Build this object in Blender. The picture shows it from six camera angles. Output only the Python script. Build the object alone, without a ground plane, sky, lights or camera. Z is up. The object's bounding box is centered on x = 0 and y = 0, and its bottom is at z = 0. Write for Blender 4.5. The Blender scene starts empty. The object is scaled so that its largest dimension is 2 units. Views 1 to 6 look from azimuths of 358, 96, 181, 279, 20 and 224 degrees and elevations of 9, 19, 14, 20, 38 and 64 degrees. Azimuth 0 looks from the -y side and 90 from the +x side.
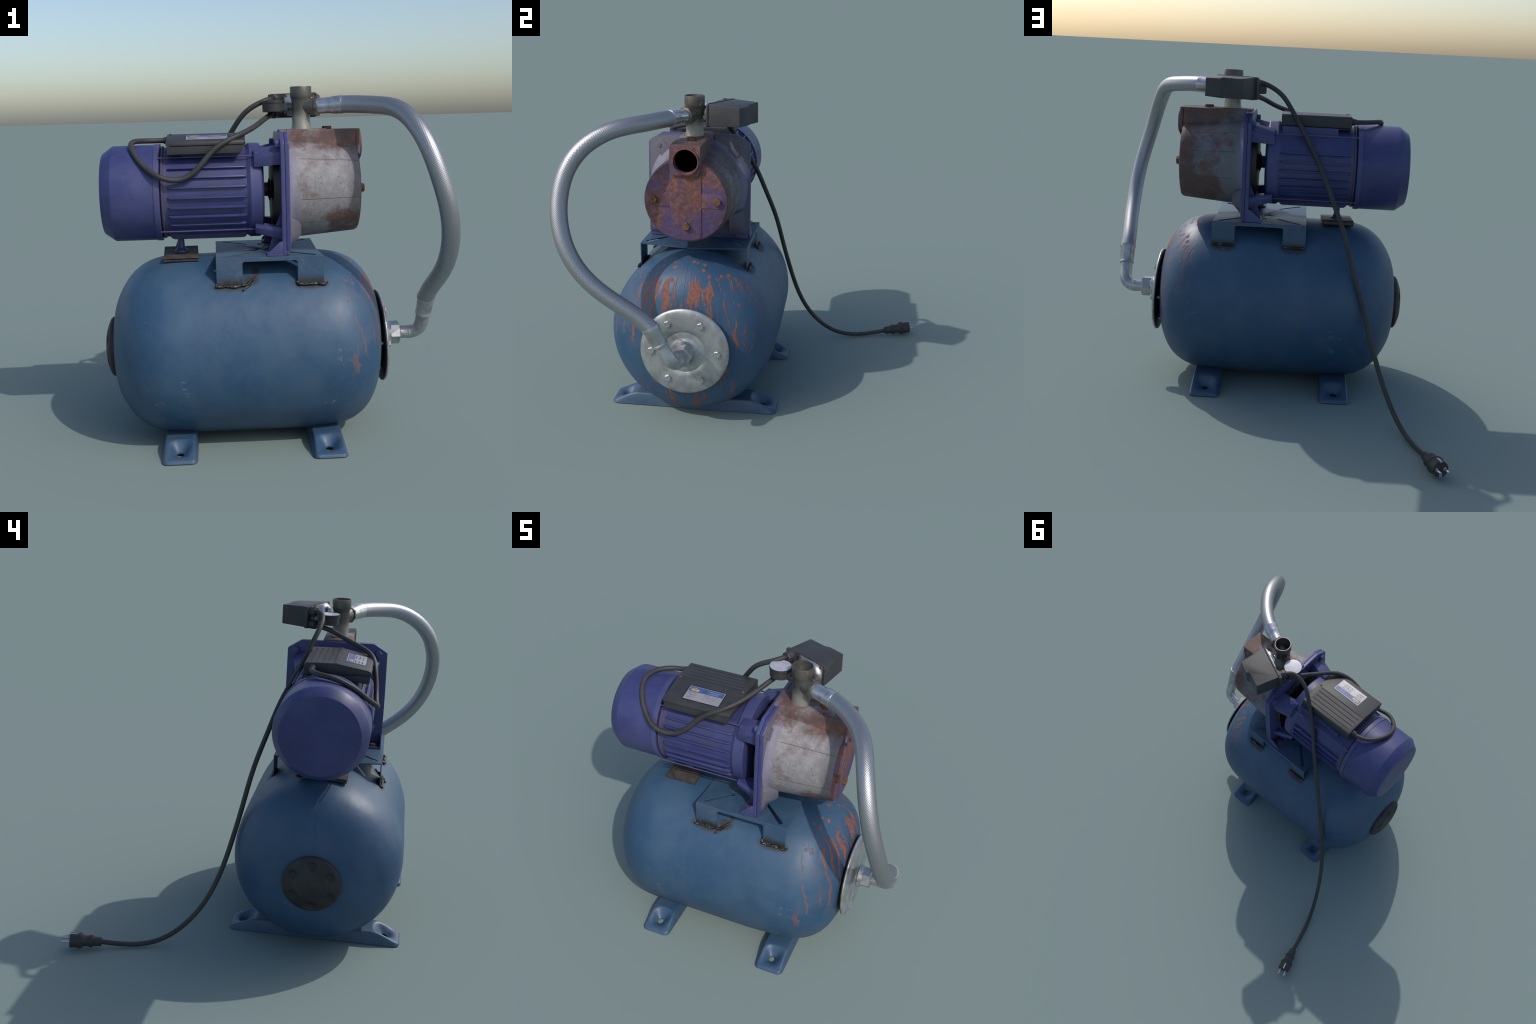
import bpy, bmesh, math, random
from mathutils import Vector, Matrix, noise as mnoise
random.seed(7)
R = math.radians
TY, TZ = -0.366, 0.492          # tank axis
MY, MZ = -0.369, 1.302          # motor / pump axis

# ------------------------------------------------------------------ node helpers
class NT:
    def __init__(s, name):
        s.m = bpy.data.materials.new(name); s.m.use_nodes = True
        s.t = s.m.node_tree; s.n = s.t.nodes; s.n.clear()
        s.out = s.n.new('ShaderNodeOutputMaterial')
        s.b = s.n.new('ShaderNodeBsdfPrincipled')
        s.t.links.new(s.b.outputs[0], s.out.inputs[0])
        s._obj = s.n.new('ShaderNodeTexCoord').outputs['Object']
        s._sep = None
    def set(s, sock, v):
        if isinstance(v, bpy.types.NodeSocket): s.t.links.new(v, sock)
        elif isinstance(v, (tuple, list)) and len(v) == 3 and sock.type == 'RGBA': sock.default_value = (*v, 1)
        else: sock.default_value = v
    def xyz(s):
        if s._sep is None:
            q = s.n.new('ShaderNodeSeparateXYZ'); s.set(q.inputs[0], s._obj); s._sep = q.outputs
        return s._sep
    def math(s, op, a, b=0.0, c=None, clamp=False):
        q = s.n.new('ShaderNodeMath'); q.operation = op; q.use_clamp = clamp
        s.set(q.inputs[0], a); s.set(q.inputs[1], b)
        if c is not None: s.set(q.inputs[2], c)
        return q.outputs[0]
    def add(s, *a):
        r = a[0]
        for b in a[1:]: r = s.math('ADD', r, b)
        return r
    def mul(s, *a):
        r = a[0]
        for b in a[1:]: r = s.math('MULTIPLY', r, b)
        return r
    def rng(s, v, a, b, c=0.0, d=1.0, smooth=True):
        q = s.n.new('ShaderNodeMapRange'); q.interpolation_type = 'SMOOTHSTEP' if smooth else 'LINEAR'
        s.set(q.inputs['Value'], v)
        for k, x in zip(('From Min', 'From Max', 'To Min', 'To Max'), (a, b, c, d)): s.set(q.inputs[k], x)
        return q.outputs[0]
    def vec(s, scale=(1, 1, 1), loc=(0, 0, 0), v=None):
        q = s.n.new('ShaderNodeMapping'); s.set(q.inputs['Vector'], v or s._obj)
        q.inputs['Scale'].default_value = scale; q.inputs['Location'].default_value = loc
        return q.outputs[0]
    def noise(s, scale, detail=3, rough=.55, dist=0, v=None):
        q = s.n.new('ShaderNodeTexNoise'); s.set(q.inputs['Vector'], v or s._obj)
        q.inputs['Scale'].default_value = scale; q.inputs['Detail'].default_value = detail
        q.inputs['Roughness'].default_value = rough; q.inputs['Distortion'].default_value = dist
        return q.outputs[0]
    def voro(s, scale, v=None, rand=1.0):
        q = s.n.new('ShaderNodeTexVoronoi'); s.set(q.inputs['Vector'], v or s._obj)
        q.inputs['Scale'].default_value = scale; q.inputs['Randomness'].default_value = rand
        return q.outputs
    def mix(s, f, a, b, mode='MIX'):
        q = s.n.new('ShaderNodeMix'); q.data_type = 'RGBA'; q.blend_type = mode
        s.set(q.inputs[0], f); s.set(q.inputs[6], a); s.set(q.inputs[7], b)
        return q.outputs[2]
    def ramp(s, f, stops):
        q = s.n.new('ShaderNodeValToRGB'); s.set(q.inputs[0], f); e = q.color_ramp.elements
        while len(e) < len(stops): e.new(0.5)
        for el, (p, c) in zip(e, stops): el.position = p; el.color = (*c, 1)
        return q.outputs[0]
    def bump(s, h, strength=.3, dist=.003):
        q = s.n.new('ShaderNodeBump'); s.set(q.inputs['Height'], h)
        q.inputs['Strength'].default_value = strength; q.inputs['Distance'].default_value = dist
        s.t.links.new(q.outputs[0], s.b.inputs['Normal'])
    def fin(s, col, rough=.5, metal=0.0, spec=.5, coat=0):
        s.set(s.b.inputs['Base Color'], col); s.set(s.b.inputs['Roughness'], rough)
        s.set(s.b.inputs['Metallic'], metal); s.set(s.b.inputs['Specular IOR Level'], spec)
        s.b.inputs['Coat Weight'].default_value = coat
        return s.m
    def near(s, p, rad, soft):          # soft blob mask around an ellipsoid at p
        X, Y, Z = s.xyz()
        d = s.add(*[s.math('POWER', s.math('DIVIDE', s.math('SUBTRACT', c, pc), rr), 2.0) for c, pc, rr in zip((X, Y, Z), p, rad)])
        return s.rng(d, soft, 1.0, 1.0, 0.0)

# ------------------------------------------------------------------ materials
BLUE = (0.036, 0.098, 0.200)
def mat_tank():
    s = NT('tank_paint'); X, Y, Z = s.xyz()
    n1 = s.noise(3.2, 4, .6); n2 = s.noise(24, 4, .65)
    col = s.mix(s.rng(n1, .35, .68), (0.022, 0.068, 0.138), (0.043, 0.092, 0.160))
    col = s.mix(s.mul(s.rng(n2, .48, .72), .5), col, (0.055, 0.082, 0.130))
    col = s.mix(s.mul(s.rng(s.noise(6.5, 5, .7, .6, v=s.vec(loc=(4, 2, 9))), .52, .68), .35), col, (0.062, 0.098, 0.150))
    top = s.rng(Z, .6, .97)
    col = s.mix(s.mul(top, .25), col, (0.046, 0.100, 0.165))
    # chipped scuffs
    dy = s.math('ABSOLUTE', s.math('SUBTRACT', Y, TY))
    def patch(x, z, rx, rz): return s.rng(s.add(s.math('POWER', s.math('DIVIDE', s.math('SUBTRACT', X, x), rx), 2), s.math('POWER', s.math('DIVIDE', s.math('SUBTRACT', Z, z), rz), 2)), .1, 1, 1, 0)
    pm = None
    for q in ((-.40, .395, .06, .05), (-.385, .31, .05, .06), (-.55, .70, .03, .03), (.40, .52, .05, .06), (-.52, .30, .04, .04), (.33, .27, .05, .05)):
        w = patch(*q); pm = w if pm is None else s.math('MAXIMUM', pm, w)
    sc = s.mul(s.rng(s.noise(38, 5, .72, v=s.vec((.8, 1, 1.5))), .56, .66), pm, s.rng(dy, .25, .35))
    col = s.mix(s.mul(sc, .55), col, (0.20, 0.25, 0.30))
    # rust streaks on the flanged end: runs follow the fall line, i.e. constant azimuth about the dome
    az = s.math('ARCTAN2', s.math('SUBTRACT', Y, TY), s.math('MAXIMUM', s.math('SUBTRACT', X, .22), .02))
    cz = s.n.new('ShaderNodeCombineXYZ'); s.set(cz.inputs[0], s.mul(az, .40)); s.set(cz.inputs[1], 0.0); s.set(cz.inputs[2], Z)
    wob = s.mul(s.math('SUBTRACT', s.noise(9, 2, .5, v=cz.outputs[0]), .5), .085)
    uu = s.add(s.mul(az, .40), wob)
    c2 = s.n.new('ShaderNodeCombineXYZ'); s.set(c2.inputs[0], uu); s.set(c2.inputs[2], s.mul(Z, .10))
    c3 = s.n.new('ShaderNodeCombineXYZ'); s.set(c3.inputs[0], uu); s.set(c3.inputs[1], 3.7)
    A = s.noise(32, 2, .5, v=c2.outputs[0])
    B = s.noise(13, 1, .5, v=c3.outputs[0])
    C = s.noise(21, 1, .5, v=s.vec(loc=(5.3, 1, 0), v=c3.outputs[0]))
    z1 = s.add(.868, s.mul(s.math('SUBTRACT', B, .5), .22)); z0 = s.add(.42, s.mul(s.math('SUBTRACT', C, .5), 1.35))
    run = s.rng(s.math('DIVIDE', s.math('SUBTRACT', Z, z0), s.math('MAXIMUM', s.math('SUBTRACT', z1, z0), .05)), 0, 1, 0, 1, False)
    ragged = s.mul(s.math('SUBTRACT', s.noise(48, 4, .65), .5), .16)
    flank = s.rng(az, -.48, -.85)
    dA = s.add(A, ragged, s.mul(run, .068), -.603, s.mul(flank, -.026))
    upper = s.mul(s.rng(s.math('SUBTRACT', z1, Z), -.012, .012), s.rng(s.math('SUBTRACT', Z, z0), -.02, .03))
    lower = s.mul(s.rng(Z, .33, .25), s.rng(s.math('ABSOLUTE', az), .85, .55))
    reach = s.math('MAXIMUM', upper, s.mul(lower, .9))
    endm = s.mul(s.rng(X, .395, .46), s.rng(Y, .08, -.10, .15, 1.0))
    zone = s.mul(endm, reach)
    ms = s.mul(s.rng(s.add(dA, s.mul(lower, .03)), -.022, .055), s.add(1.0, s.mul(flank, -.45)))
    vs = s.voro(30, v=s.vec((1, 1, .8))); pk = s.n.new('ShaderNodeSeparateColor'); s.set(pk.inputs[0], vs[1])
    big = s.add(.17, s.mul(pk.outputs[1], .28))
    sp = s.mul(s.rng(s.math('SUBTRACT', s.add(big, s.mul(ragged, 1.6)), vs[0]), 0, .10), s.rng(pk.outputs[0], .28, .32), s.rng(Z, .70, .78), endm)
    m = s.math('MAXIMUM', s.mul(ms, zone), sp)
    halo = s.mul(s.math('MAXIMUM', s.mul(s.rng(dA, -.06, .02), zone), s.mul(sp, .8)), .55)
    col = s.mix(halo, col, (0.085, 0.075, 0.105))
    rc = s.ramp(s.noise(60, 3, .7), [(.3, (0.135, 0.055, 0.048)), (.5, (0.22, 0.078, 0.052)), (.7, (0.33, 0.115, 0.062))])
    rc = s.mix(s.mul(flank, .55), rc, (0.155, 0.085, 0.085))
    col = s.mix(s.mul(m, s.add(.92, s.mul(flank, -.2))), col, rc)
    # soot round the welds
    soot = None
    for p, rad in [((-.152, -.69, .852), (.12, .06, .036)), ((.25, -.69, .852), (.12, .06, .036)),
                   ((-.152, -.05, .850), (.10, .06, .034)), ((.25, -.05, .850), (.10, .06, .034)), ((-.045, -.665, .875), (.055, .06, .035)), ((-.02, -.62, .915), (.028, .06, .045))]:
        q = s.near(p, rad, .1); soot = q if soot is None else s.math('MAXIMUM', soot, q)
    soot = s.mul(soot, s.rng(s.noise(26, 4, .7), .22, .50))
    col = s.mix(s.mul(soot, .9), col, (0.028, 0.026, 0.022))
    # seam on both domes
    seam = s.mul(s.rng(s.math('ABSOLUTE', s.math('SUBTRACT', Y, TY)), .0008, .0026, 1, 0), s.rng(s.math('ABSOLUTE', s.math('ADD', X, .055)), .5, .56))
    col = s.mix(s.mul(seam, .4), col, (0.016, 0.03, 0.05))
    h = s.add(s.mul(n2, .22), s.mul(m, .9), s.mul(s.noise(8, 2, .5), 1.7), s.mul(sc, -.5), s.mul(seam, -.8))
    s.bump(h, .32, .006)
    rough = s.add(s.mul(n1, .16), .34, s.mul(s.noise(15, 5, .7), .14), s.mul(m, .3), s.mul(soot, .2))
    return s.fin(col, rough, 0, .5)

def mat_blue(name, worn=.4):
    s = NT(name); X, Y, Z = s.xyz()
    n = s.noise(5, 4, .6); n2 = s.noise(40, 4, .65)
    col = s.mix(s.rng(n, .35, .7), (0.029, 0.073, 0.138), (0.054, 0.092, 0.148))
    col = s.mix(s.mul(s.rng(n2, .55, .75), worn), col, (0.115, 0.14, 0.19))
    soot = s.mul(s.rng(Z, .905, .862), s.rng(Z, .70, .80), s.rng(s.noise(22, 4, .7), .25, .55))
    col = s.mix(soot, col, (0.03, 0.028, 0.024))
    ru = s.mul(s.rng(s.noise(7, 4, .65, v=s.vec(loc=(2, 1, 5))), .64, .74), .5)
    col = s.mix(ru, col, (0.12, 0.055, 0.06))
    s.bump(s.add(n2, s.mul(n, .6)), .2, .003)
    return s.fin(col, s.add(.36, s.mul(n2, .2)), 0, .5)

def mat_purple(name, grime=.5):
    s = NT(name); X, Y, Z = s.xyz()
    n = s.noise(4.5, 4, .6); n2 = s.noise(38, 4, .65)
    col = s.mix(s.rng(n, .35, .7), (0.033, 0.041, 0.140), (0.052, 0.059, 0.170))
    col = s.mix(s.mul(s.rng(n2, .52, .76), .35), col, (0.095, 0.085, 0.19))
    g = s.mul(s.rng(s.noise(11, 5, .7, v=s.vec((1, 1.6, 1.6))), .54, .72), grime)
    col = s.mix(g, col, (0.062, 0.052, 0.085))
    dk = s.mul(s.rng(s.noise(20, 3, .6, v=s.vec((.7, 1, 1), (4, 4, 1))), .69, .75), .7)
    col = s.mix(dk, col, (0.02, 0.02, 0.045))
    g = s.n.new('ShaderNodeNewGeometry')
    edge = s.rng(g.outputs['Pointiness'], .52, .60)
    col = s.mix(s.mul(edge, .25), col, (0.16, 0.15, 0.28))
    s.bump(s.add(n2, s.mul(n, .5)), .15, .002)
    return s.fin(col, s.add(.36, s.mul(n, .16)), 0, .45)

def mat_stator():
    s = NT('stator_paint'); X, Y, Z = s.xyz()
    n = s.noise(4.5, 4, .6); n2 = s.noise(38, 4, .65)
    col = s.mix(s.rng(n, .35, .7), (0.033, 0.041, 0.140), (0.052, 0.059, 0.170))
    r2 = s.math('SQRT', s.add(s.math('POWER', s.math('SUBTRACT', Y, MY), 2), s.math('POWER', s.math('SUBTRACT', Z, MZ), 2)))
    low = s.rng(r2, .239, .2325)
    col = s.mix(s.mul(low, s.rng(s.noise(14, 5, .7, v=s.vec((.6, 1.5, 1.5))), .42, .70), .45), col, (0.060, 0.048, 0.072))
    ends = s.math('MAXIMUM', s.rng(X, -.44, -.462), s.rng(X, -.055, -.04))
    col = s.mix(s.mul(ends, .45), col, (0.10, 0.075, 0.085))
    dk = s.mul(s.rng(s.noise(18, 4, .6, v=s.vec((.6, 1, 1.4), (4, 4, 1))), .64, .74), .7)
    col = s.mix(dk, col, (0.018, 0.018, 0.04))
    s.bump(s.add(n2, s.mul(n, .5)), .15, .002)
    return s.fin(col, s.add(.36, s.mul(n, .18)), 0, .45)

def mat_plate():            # pump-side flange: grey overspray with purple rim
    s = NT('flange_paint'); X, Y, Z = s.xyz()
    n = s.noise(7, 4, .6); n2 = s.noise(45, 4, .6)
    ey = s.math('SUBTRACT', .294, s.math('ABSOLUTE', s.math('ADD', Y, .3685)))
    ez = s.math('MINIMUM', s.math('SUBTRACT', 1.598, Z), s.math('SUBTRACT', Z, 1.02))
    e = s.add(s.math('MINIMUM', ey, ez), s.mul(s.math('SUBTRACT', n, .5), .05))
    col = s.mix(s.rng(e, -.008, .022), (0.048, 0.050, 0.165), (0.135, 0.130, 0.165))
    col = s.mix(s.mul(s.rng(Y, -.42, -.25), .55), col, (0.075, 0.078, 0.115))
    col = s.mix(s.mul(s.rng(X, .1575, .155), 1.0), col, (0.048, 0.050, 0.170))
    col = s.mix(s.mul(s.rng(n2, .52, .72), .3), col, (0.11, 0.105, 0.14))
    s.bump(n2, .15, .002)
    return s.fin(col, s.add(.42, s.mul(n, .15)), 0, .4)

def mat_cast():
    s = NT('weathered_cast_iron'); X, Y, Z = s.xyz()
    n1 = s.noise(7, 5, .65, .4); n2 = s.noise(30, 5, .7); n3 = s.noise(3.2, 2, .5, v=s.vec(loc=(1.4, 2.2, .3)))
    grey = s.mix(s.rng(n2, .35, .7), (0.215, 0.208, 0.218), (0.295, 0.283, 0.292))
    grey = s.mix(s.mul(s.rng(s.noise(13, 5, .7, .5, v=s.vec(loc=(2, 7, 4))), .46, .66), .45), grey, (0.175, 0.145, 0.135))
    grey = s.mix(s.mul(s.rng(s.noise(9, 4, .6, v=s.vec((.5, 1, 1))), .45, .7), .45), grey, (0.19, 0.185, 0.20))
    fy = s.rng(Y, -.40, -.22)                                   # +y side is darker, rustier
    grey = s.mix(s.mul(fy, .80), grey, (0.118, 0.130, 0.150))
    grey = s.mix(s.mul(s.rng(X, .235, .165), .75), grey, (0.185, 0.175, 0.27))
    rim = s.mul(s.rng(X, .435, .50), s.rng(n1, .22, .48))
    grey = s.mix(s.mul(rim, .75), grey, (0.105, 0.10, 0.108))  # dark rusty rim, with part of the hose's shadow painted in
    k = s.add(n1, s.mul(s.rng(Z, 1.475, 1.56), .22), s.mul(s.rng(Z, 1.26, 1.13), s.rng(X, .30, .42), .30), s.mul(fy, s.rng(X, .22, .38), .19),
              s.mul(s.rng(X, .50, .535), .10), s.mul(s.rng(X, .24, .17), -.12), s.mul(s.math('SUBTRACT', n3, .5), .45))
    m = s.rng(k, .545, .755)
    rust = s.ramp(s.noise(16, 5, .7), [(.28, (0.055, 0.036, 0.034)), (.5, (0.118, 0.058, 0.047)), (.72, (0.195, 0.098, 0.075))])
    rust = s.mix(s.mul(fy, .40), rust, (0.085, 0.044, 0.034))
    col = s.mix(s.mul(m, .84), grey, rust)
    # pits
    wv = s.n.new('ShaderNodeMix'); wv.data_type = 'VECTOR'; wv.inputs[0].default_value = .03; s.set(wv.inputs[4], s._obj); q_ = s.n.new('ShaderNodeTexNoise'); q_.inputs['Scale'].default_value = 28; s.set(q_.inputs['Vector'], s._obj); s.set(wv.inputs[5], q_.outputs['Color'])
    v = s.voro(44, v=wv.outputs[1]); pit = s.mul(s.rng(v[0], .06, .24, 1, 0), s.rng(s.noise(8, 2, .5, v=s.vec(loc=(7, 2, 1))), .44, .56), s.rng(X, .20, .25))
    v2 = s.voro(95, v=s.vec(loc=(.7, .3, .1), v=wv.outputs[1])); pit2 = s.mul(s.rng(v2[0], .05, .28, 1, 0), s.rng(s.noise(10, 2, .5, v=s.vec(loc=(1, 5, 8))), .48, .6))
    pit = s.math('MAXIMUM', pit, s.mul(pit2, .7))
    col = s.mix(s.mul(pit, .62), col, (0.085, 0.07, 0.075))
    # mould lines along the barrel
    ph = s.math('ARCTAN2', s.math('SUBTRACT', Z, MZ), s.mul(s.math('SUBTRACT', Y, MY), -1.0))
    ln = None
    for a in (40, -9, -40, 134, 162, 197 - 360):
        q = s.rng(s.math('ABSOLUTE', s.math('SUBTRACT', ph, R(a))), .004, .010, 1, 0)
        ln = q if ln is None else s.math('MAXIMUM', ln, q)
    ln = s.mul(ln, s.rng(X, .212, .216))
    col = s.mix(s.mul(ln, .7), col, (0.06, 0.055, 0.055))
    s.bump(s.add(s.mul(n2, .5), s.mul(m, .35), s.mul(pit, -.8), s.mul(ln, -.8)), .45, .004)
    return s.fin(col, s.add(.46, s.mul(n1, .25)), 0, .35)

def mat_rustface():
    s = NT('rusted_face'); X, Y, Z = s.xyz()
    n1 = s.noise(9, 5, .65, .5); n2 = s.noise(34, 5, .7); n3 = s.noise(5.5, 3, .6, .4, v=s.vec(loc=(3, 3.3, .6)))
    col = s.ramp(n2, [(.28, (0.080, 0.040, 0.044)), (.5, (0.150, 0.070, 0.072)), (.7, (0.23, 0.115, 0.115))])
    orange = s.mul(s.rng(n1, .48, .66), s.add(.38, s.mul(s.near((.53, -.35, 1.38), (.4, .1, .13), .2), .6)))
    col = s.mix(orange, col, s.ramp(n2, [(.3, (0.14, 0.058, 0.03)), (.7, (0.27, 0.115, 0.055))]))
    pur = s.mul(s.rng(n3, .49, .63), .62)
    col = s.mix(pur, col, (0.070, 0.060, 0.175))
    dk = s.mul(s.rng(Z, 1.38, 1.5), s.rng(Y, -.42, -.5), .7)
    col = s.mix(dk, col, (0.05, 0.035, 0.05))
    s.bump(s.add(n2, s.mul(n1, .6)), .7, .006)
    return s.fin(col, s.add(.5, s.mul(n1, .3)), 0, .35)

def mat_rustbolt():
    s = NT('rusty_bolt'); n = s.noise(60, 4, .7)
    col = s.ramp(n, [(.3, (0.085, 0.042, 0.024)), (.7, (0.20, 0.098, 0.05))])
    s.bump(n, .4, .002); return s.fin(col, .7, 0, .3)

def mat_tee():
    s = NT('dull_nickel'); X, Y, Z = s.xyz()
    n = s.noise(12, 4, .6); n2 = s.noise(60, 3, .6)
    lowm = s.rng(Z, 1.715, 1.66)
    col = s.mix(lowm, (0.112, 0.102, 0.090), (0.34, 0.33, 0.285))
    col = s.mix(s.mul(s.rng(n, .42, .66), .55), col, (0.17, 0.17, 0.15))
    s.bump(n2, .12, .001); return s.fin(col, s.add(.36, s.mul(n, .12)), .55, .5)

def mat_galv(name, col=(0.50, 0.51, 0.51), rough=.36, metal=.75):
    s = NT(name); n = s.noise(13, 4, .6); n2 = s.noise(45, 4, .65)
    c = s.mix(s.rng(n, .36, .68), col, tuple(x * .66 for x in col))
    c = s.mix(s.mul(s.rng(n2, .55, .75), .25), c, tuple(x * .8 for x in col))
    s.bump(s.add(n2, n), .12, .002)
    return s.fin(c, s.add(rough - .06, s.mul(n, .16)), metal, .5)

def mat_hose():
    s = NT('steel_braid'); n = s.noise(9, 3, .6)
    g = s.n.new('ShaderNodeNewGeometry')
    c = s.mix(s.rng(g.outputs['Pointiness'], .44, .54), (0.26, 0.27, 0.285), (0.40, 0.41, 0.43))
    c = s.mix(s.mul(s.rng(n, .5, .7), .2), c, (0.36, 0.36, 0.37))
    return s.fin(c, s.add(.34, s.mul(n, .10)), .82, .5)

def mat_plastic(name='black_plastic', base=(0.034, 0.035, 0.038), rough=.5):
    s = NT(name); n = s.noise(9, 4, .6); n2 = s.noise(90, 2, .5)
    c = s.mix(s.rng(n, .35, .7), base, tuple(x * 1.35 for x in base))
    c = s.mix(s.mul(s.rng(s.noise(20, 4, .7), .6, .75), .25), c, (0.09, 0.085, 0.08))
    s.bump(n2, .12, .001); return s.fin(c, s.add(rough - .06, s.mul(n, .14)), 0, .4)

def plain(name, col, rough=.5, metal=0, spec=.5, var=.25, scale=20):
    s = NT(name); n = s.noise(scale, 4, .6)
    c = s.mix(s.rng(n, .3, .7), tuple(x * (1 - var) for x in col), tuple(x * (1 + var) for x in col))
    s.bump(n, .12, .001); return s.fin(c, rough, metal, spec)

def mat_weld():
    s = NT('weld_metal'); n = s.noise(30, 5, .7)
    c = s.ramp(n, [(.35, (0.014, 0.012, 0.010)), (.54, (0.045, 0.040, 0.034)), (.74, (0.24, 0.225, 0.21))])
    s.bump(s.noise(55, 3), .6, .004); return s.fin(c, .4, .5, .5)

M = dict(tank=mat_tank(), blue=mat_blue('blue_steel'), foot=mat_blue('foot_blue', .2), purple=mat_purple('purple_enamel', .35), stator=mat_stator(), plate=mat_plate(),
         cast=mat_cast(), face=mat_rustface(), rbolt=mat_rustbolt(), tee=mat_tee(), galv=mat_galv('galvanized_steel'),
         chrome=mat_galv('polished_steel', (0.60, 0.61, 0.64), .26, .85), hose=mat_hose(), plastic=mat_plastic(),
         lid=mat_plastic('switch_plastic', (0.036, 0.037, 0.040), .5), rubber=mat_plastic('cable_rubber', (0.034, 0.034, 0.033), .55),
         black=plain('flat_black', (0.012, 0.012, 0.013), .5), cap=plain('cap_rubber', (0.034, 0.033, 0.034), .6, 0, .35, .3, 9), pad=plain('rubber_pad', (0.062, 0.054, 0.047), .65, 0, .3, .35, 14),
         dark=plain('dark_cavity', (0.004, 0.004, 0.005), .9, 0, .1), shaft=plain('oxidized_shaft', (0.030, 0.016, 0.022), .5),  # dark: shade inside the inlet bore painted as near-black
         dial=plain('dial_glass', (0.42, 0.43, 0.49), .35, 0, .5, .10, 40), white=plain('label_white', (0.32, 0.315, 0.335), .42, .2, .5, .05),
         lblue=plain('label_blue', (0.055, 0.085, 0.22), .42, 0, .5, .06), ink=plain('label_ink', (0.19, 0.19, 0.21), .5), pale=plain('label_pale', (0.26, 0.32, 0.55), .5),
         yellow=plain('label_yellow', (0.42, 0.30, 0.06), .5), weld=mat_weld(), pin=mat_galv('plug_steel', (0.55, 0.55, 0.58), .3, .8))

# ------------------------------------------------------------------ mesh helpers
COL = bpy.context.scene.collection
def link(name, me, mat, parent, angle=35, loc=None):
    for p in me.polygons: p.use_smooth = True
    try: me.set_sharp_from_angle(angle=R(angle))
    except Exception: pass
    if mat is not None and not me.materials: me.materials.append(M[mat])
    o = bpy.data.objects.new(name, me); COL.objects.link(o); o.parent = parent
    return o
def empty(name, parent=None):
    o = bpy.data.objects.new(name, None); COL.objects.link(o); o.parent = parent; return o
def tomesh(bm, name):
    bmesh.ops.recalc_face_normals(bm, faces=bm.faces[:])
    me = bpy.data.meshes.new(name); bm.to_mesh(me); bm.free(); return me
def basis(d, up=(0, 0, 1)):
    w = Vector(d).normalized(); u = Vector(up)
    if abs(w.dot(u)) > .95: u = Vector((0, 1, 0))
    a = u.cross(w).normalized(); b = w.cross(a); return a, b, w
def bm_lathe(bm, prof, org, d, seg=48, rf=None, caps=True):
    """surface of revolution; prof = [(distance along d, radius)]; rf(t,r,ang)->(t,r)"""
    a, b, w = basis(d); org = Vector(org); rings = []
    for t, r in prof:
        if r <= 1e-6: rings.append([bm.verts.new(org + w * t)]); continue
        ring = []
        for i in range(seg):
            th = 2 * math.pi * i / seg; tt, rr = (t, r) if rf is None else rf(t, r, th)
            ring.append(bm.verts.new(org + w * tt + (a * math.cos(th) + b * math.sin(th)) * rr))
        rings.append(ring)
    for p, q in zip(rings[:-1], rings[1:]):
        for i in range(seg):
            j = (i + 1) % seg
            f = ([p[0], q[j], q[i]] if len(p) == 1 else [p[i], p[j], q[0]] if len(q) == 1 else [p[i], p[j], q[j], q[i]])
            if len(p) == 1 and len(q) == 1: continue
            bm.faces.new(f)
    if caps:
        for r in (rings[0], rings[-1]):
            if len(r) > 2: bm.faces.new(r)
def lathe(name, prof, org, d, mat, parent, seg=48, rf=None, angle=35, caps=True):
    bm = bmesh.new(); bm_lathe(bm, prof, org, d, seg, rf, caps); return link(name, tomesh(bm, name), mat, parent, angle)
def bm_bevel(bm, w, seg=2):
    if w > 0: bmesh.ops.bevel(bm, geom=[e for e in bm.edges if len(e.link_faces) == 2 and e.calc_face_angle(0) > R(28)], offset=w, segments=seg, profile=.6, affect='EDGES', clamp_overlap=True)
def bm_box(bm, lo, hi):
    vs = [bm.verts.new((x, y, z)) for x in (lo[0], hi[0]) for y in (lo[1], hi[1]) for z in (lo[2], hi[2])]
    for f in ((0, 1, 3, 2), (4, 6, 7, 5), (0, 4, 5, 1), (2, 3, 7, 6), (0, 2, 6, 4), (1, 5, 7, 3)): bm.faces.new([vs[i] for i in f])
def box(name, lo, hi, mat, parent, bev=.003, seg=2):
    bm = bmesh.new(); bm_box(bm, lo, hi); bmesh.ops.recalc_face_normals(bm, faces=bm.faces[:]); bm_bevel(bm, bev, seg); return link(name, tomesh(bm, name), mat, parent)
def bm_prism(bm, pts, f0, f1):
    """pts 2D; f0,f1 map a 2D point to 3D for the two end faces"""
    A = [bm.verts.new(f0(*p)) for p in pts]; B = [bm.verts.new(f1(*p)) for p in pts]
    bm.faces.new(A); bm.faces.new(B[::-1])
    for i in range(len(pts)):
        j = (i + 1) % len(pts); bm.faces.new([A[j], A[i], B[i], B[j]])
def prism(name, pts, f0, f1, mat, parent, bev=.002, seg=2, angle=35):
    bm = bmesh.new(); bm_prism(bm, pts, f0, f1); bmesh.ops.recalc_face_normals(bm, faces=bm.faces[:]); bm_bevel(bm, bev, seg); return link(name, tomesh(bm, name), mat, parent, angle)
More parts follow.
